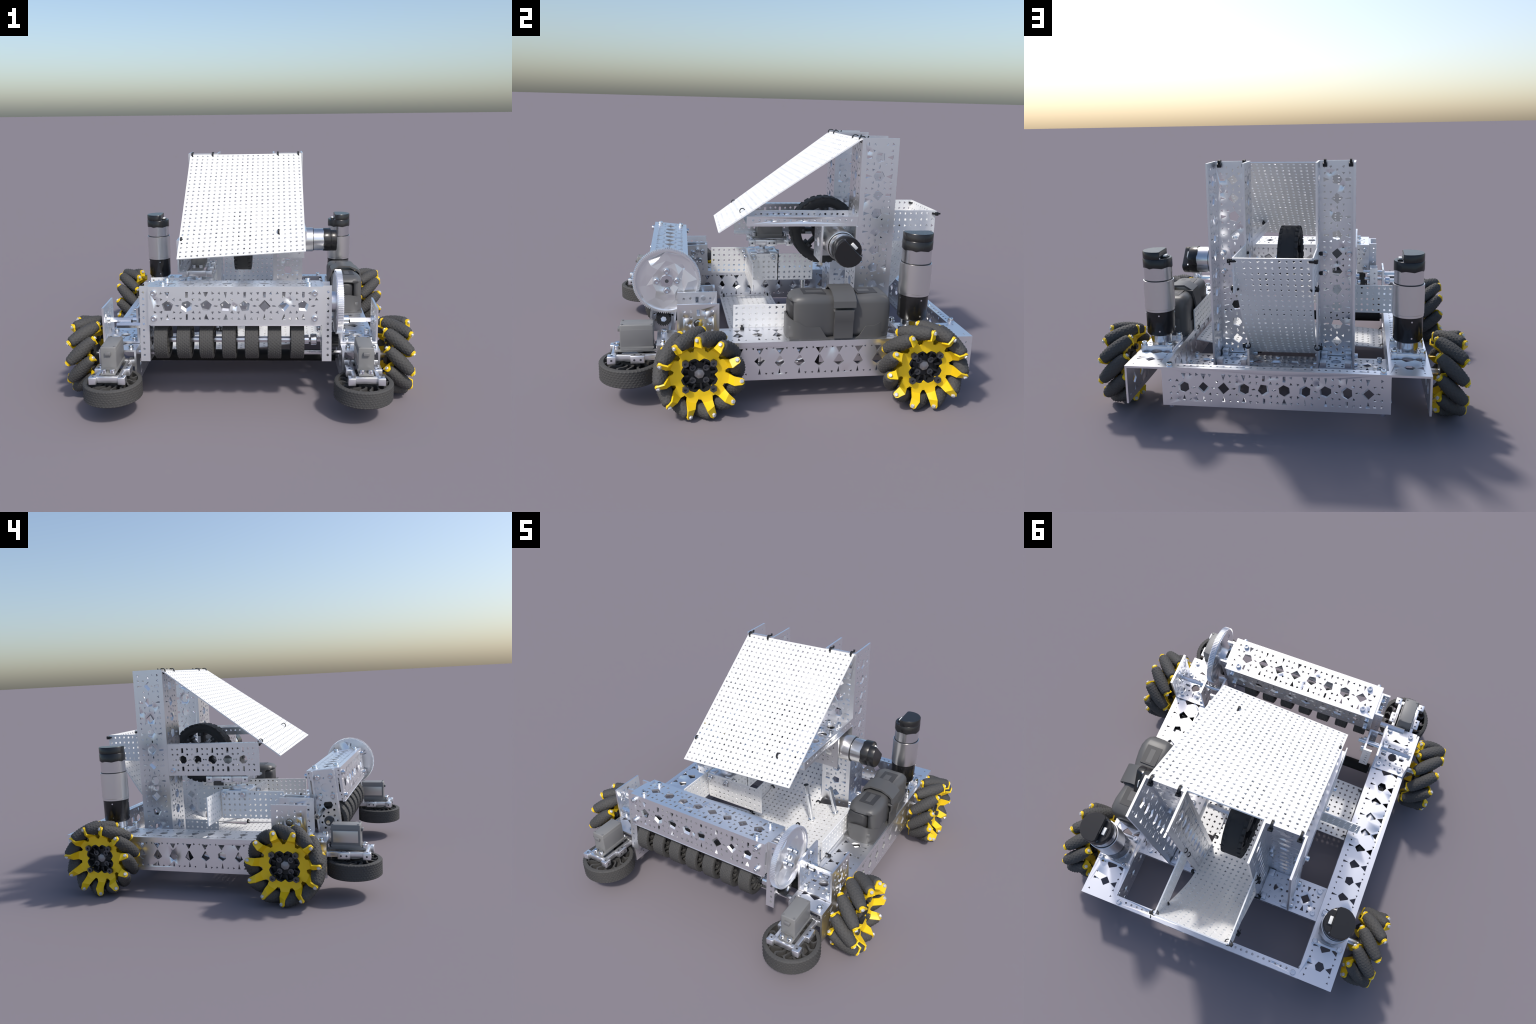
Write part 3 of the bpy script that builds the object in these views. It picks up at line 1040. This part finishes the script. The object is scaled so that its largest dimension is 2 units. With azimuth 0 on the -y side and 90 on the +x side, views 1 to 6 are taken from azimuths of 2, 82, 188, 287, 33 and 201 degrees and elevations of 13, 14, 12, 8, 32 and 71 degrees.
# ------------------------------------------------------------------ leaning stand-offs on the right floor
for p, q, joint in (((.258, .163, .218), (.213, .160, .49), True), ((.378, .283, .245), (.335, .278, .435), False)):
    p, q = V(p), V(q)
    B = Build()
    B.cyl(p, q, .0150, STEEL, 12)
    B.cyl(p, p + (q - p) * .04, .022, STEEL, 12)
    B.cyl(q - (q - p) * .02, q + (q - p) * .015, .0175, STEEL, 12)
    if joint:
        c = p.lerp(q, .72)
        B.cyl(c, c + (q - p) * .03, .018, STEEL, 12)
    B.done("stand_off")

# ------------------------------------------------------------------ battery pack in a cradle on the right channel
def rounded(w, h, r, n=5):
    pts = []
    for cx, cy, a0 in ((w - r, h - r, 0), (-w + r, h - r, pi / 2), (-w + r, -h + r, pi), (w - r, -h + r, 3 * pi / 2)):
        for i in range(n + 1):
            a = a0 + pi / 2 * i / n
            pts.append((cx + r * math.cos(a), cy + r * math.sin(a)))
    return pts
def loft_y(B, stations, mat, ang=40):
    """stations: (y, centre x, centre z, half width, half height, radius)."""
    b = bmesh.new()
    rings = [[b.verts.new((cx + px, y, cz + pz)) for px, pz in rounded(w, h, r)] for y, cx, cz, w, h, r in stations]
    n = len(rings[0])
    for a, c in zip(rings, rings[1:]):
        for i in range(n):
            b.faces.new((a[i], a[(i + 1) % n], c[(i + 1) % n], c[i]))
    b.faces.new(rings[0]); b.faces.new(rings[-1][::-1])
    bmesh.ops.recalc_face_normals(b, faces=b.faces[:])
    sharp(b, ang)
    B.add_bm(b, Matrix(), mat)
BX = .686
B = Build()
prof = [(-.024, .056, .092), (-.017, .068, .104), (-.002, .081, .113), (.024, .092, .118), (.06, .1005, .1195), (.11, .0995, .1195), (.16, .093, .118), (.20, .086, .116), (.33, .086, .116),
        (.38, .093, .118), (.43, .0995, .1195), (.48, .0995, .1185), (.505, .093, .114), (.518, .082, .106), (.524, .068, .093)]
loft_y(B, [(y, BX, .334 + h, w, h, .042) for y, w, h in prof], BATTERY, 50)
battery = B.done("battery_pack", None, Matrix.Translation((0, .006, 0)))
C = Build()   # the front end is hollowed out and its bulge is coloured dark for shade
C.box((BX - .15, -.06, .405), (BX + .13, .010, .540), BATTDARK, bevel=.004)
cutter = C.done("hollow")
mod = battery.modifiers.new("hollow", 'BOOLEAN')
mod.object, mod.operation, mod.solver = cutter, 'DIFFERENCE', 'EXACT'
C = Build()
C.box((BX - .15, -.02, .412), (BX + .045, .050, .530), BATTDARK, bevel=.012)
cutter2 = C.done("hollow")
mod = battery.modifiers.new("hollow", 'BOOLEAN')
mod.object, mod.operation, mod.solver = cutter2, 'DIFFERENCE', 'EXACT'
bpy.context.view_layer.update()
cut = bpy.data.meshes.new_from_object(battery.evaluated_get(bpy.context.evaluated_depsgraph_get()))
battery.modifiers.clear()
battery.data = cut
for c in (cutter, cutter2):
    bpy.data.objects.remove(c)
B = Build()
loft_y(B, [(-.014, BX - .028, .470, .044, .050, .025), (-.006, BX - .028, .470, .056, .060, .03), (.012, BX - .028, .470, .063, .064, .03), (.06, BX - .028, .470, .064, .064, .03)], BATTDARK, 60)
for y0, y1, x0, x1 in ((.055, .175, -.045, .050), (.345, .455, -.042, .050)):
    B.box((BX + x0, y0, .566), (BX + x1, y1, .5745), BATTDARK)
for y0, y1, x0, x1 in ((.075, .165, -.012, .020), (.36, .42, -.02, .02)):
    B.box((BX + x0, y0, .570), (BX + x1, y1, .5752), BATTERY)
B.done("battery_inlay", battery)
B = Build()   # cradle walls with a gap for the strap
def wall_run(path, tops, t=.008):
    b = bmesh.new()
    rows = []
    for i, p in enumerate(path):
        a, c = path[max(0, i - 1)], path[min(len(path) - 1, i + 1)]
        d = V((c[0] - a[0], c[1] - a[1], 0)).normalized()
        nrm = V((d.y, -d.x, 0)) * t
        p = V((p[0], p[1], 0))
        rows.append([b.verts.new(p + Z * .3355), b.verts.new(p + nrm + Z * .3355), b.verts.new(p + nrm + Z * tops[i]), b.verts.new(p + Z * tops[i])])
    for a, c in zip(rows, rows[1:]):
        for k in range(4):
            b.faces.new((a[k], a[(k + 1) % 4], c[(k + 1) % 4], c[k]))
    b.faces.new(rows[0]); b.faces.new(rows[-1][::-1])
    bmesh.ops.recalc_face_normals(b, faces=b.faces[:])
    sharp(b, 40)
    B.add_bm(b, Matrix(), BATTERY)
def end_path(y_mid, y_end, sgn):
    w, r = .102, .080
    pts, tops = [], []
    for s in (1, -1):
        seq = [(y_mid, .338), (y_mid + sgn * .022, .352), (y_mid + sgn * .055, .405), (y_end - sgn * .10, .408), (y_end - sgn * r, .418)]
        arc = [(BX + s * (w - r + r * math.cos(a)), y_end - sgn * r + sgn * r * math.sin(a), .425 + .03 * (a / (pi / 2))) for a in [pi / 2 * i / 6 for i in range(1, 7)]]
        part = [(BX + s * w, y, z) for y, z in seq] + arc
        pts += part if s > 0 else part[::-1]
    return [(p[0], p[1]) for p in pts], [p[2] for p in pts]
for ym, ye, sg in ((.197, -.031, -1), (.333, .533, 1)):
    path, tops = end_path(ym, ye, sg)
    wall_run(path, tops, .008 if sg < 0 else -.008)
B.box((BX - .100, -.02, .3350), (BX + .100, .505, .342), BATTERY)
B.done("battery_cradle", battery)
B = Build()   # strap with buckle
def strap(y0, y1, pts, t):
    b = bmesh.new()
    rows = []
    for i, (x, z) in enumerate(pts):
        a, c = pts[max(0, i - 1)], pts[min(len(pts) - 1, i + 1)]
        d = V((c[0] - a[0], 0, c[1] - a[1])).normalized()
        nn = V((-d.z, 0, d.x)) * t
        p = V((x, 0, z))
        rows.append([b.verts.new(p + Y * y0), b.verts.new(p + Y * y1), b.verts.new(p + nn + Y * y1), b.verts.new(p + nn + Y * y0)])
    for a, c in zip(rows, rows[1:]):
        for k in range(4):
            b.faces.new((a[k], a[(k + 1) % 4], c[(k + 1) % 4], c[k]))
    b.faces.new(rows[0]); b.faces.new(rows[-1][::-1])
    bmesh.ops.recalc_face_normals(b, faces=b.faces[:])
    sharp(b, 35)
    B.add_bm(b, Matrix(), BATTERY)
strap(.205, .325, [(BX - .101, .345), (BX - .097, .48), (BX - .079, .562), (BX - .035, .588), (BX + .035, .586), (BX + .088, .562), (BX + .105, .545), (BX + .108, .515)], .012)
strap(.214, .316, [(BX + .105, .498), (BX + .107, .455), (BX + .099, .438), (BX + .101, .345)], .011)
B.box((BX + .085, .216, .512), (BX + .105, .314, .538), BATTDARK)
B.box((BX + .085, .210, .488), (BX + .113, .320, .501), BATTERY, bevel=.003)
B.box((BX - .094, .33, .525), (BX - .055, .345, .570), BATTDARK)
B.done("battery_strap", battery)

# ------------------------------------------------------------------ cable ties
for x in (-.375, -.231, .228, .371):
    tie((x, .437, 1.352), X, (0, .9, -.45), 1.15)
for x, z in ((-.376, .872), (.229, .921)):
    tie((x, -.215, z), X, (0, .5, -1), 1.0)
for sx in (1, -1):
    tie((sx * .2, .972, .903), Z, (sx, .3, 0))
    tie((sx * .2, .905, .745), V((0, .5, .8)), (sx, .2, 0))
    tie((sx * .2, .62, .87), Z, (sx, 0, 0))
    tie((sx * .2, .62, .76), Z, (sx, 0, 0))
    tie((sx * .199, .645, .335), V((0, .7, .7)), (sx, .1, 0))
    tie((sx * .194, .375, .212), Y, (0, 0, -1))
    tie((sx * .194, .085, .200), Y, (0, 0, -1))
for y in (-.262, .062):
    tie((-.578, y, .143), Y, (-1, 0, 0), .9)
tie((-.17, .078, .182), X, (0, 0, -1))
tie((.583, -.245, .334), Y, (1, 0, .15), 1.0)
tie((.583, .33, .334), Y, (1, 0, .15), 1.0)
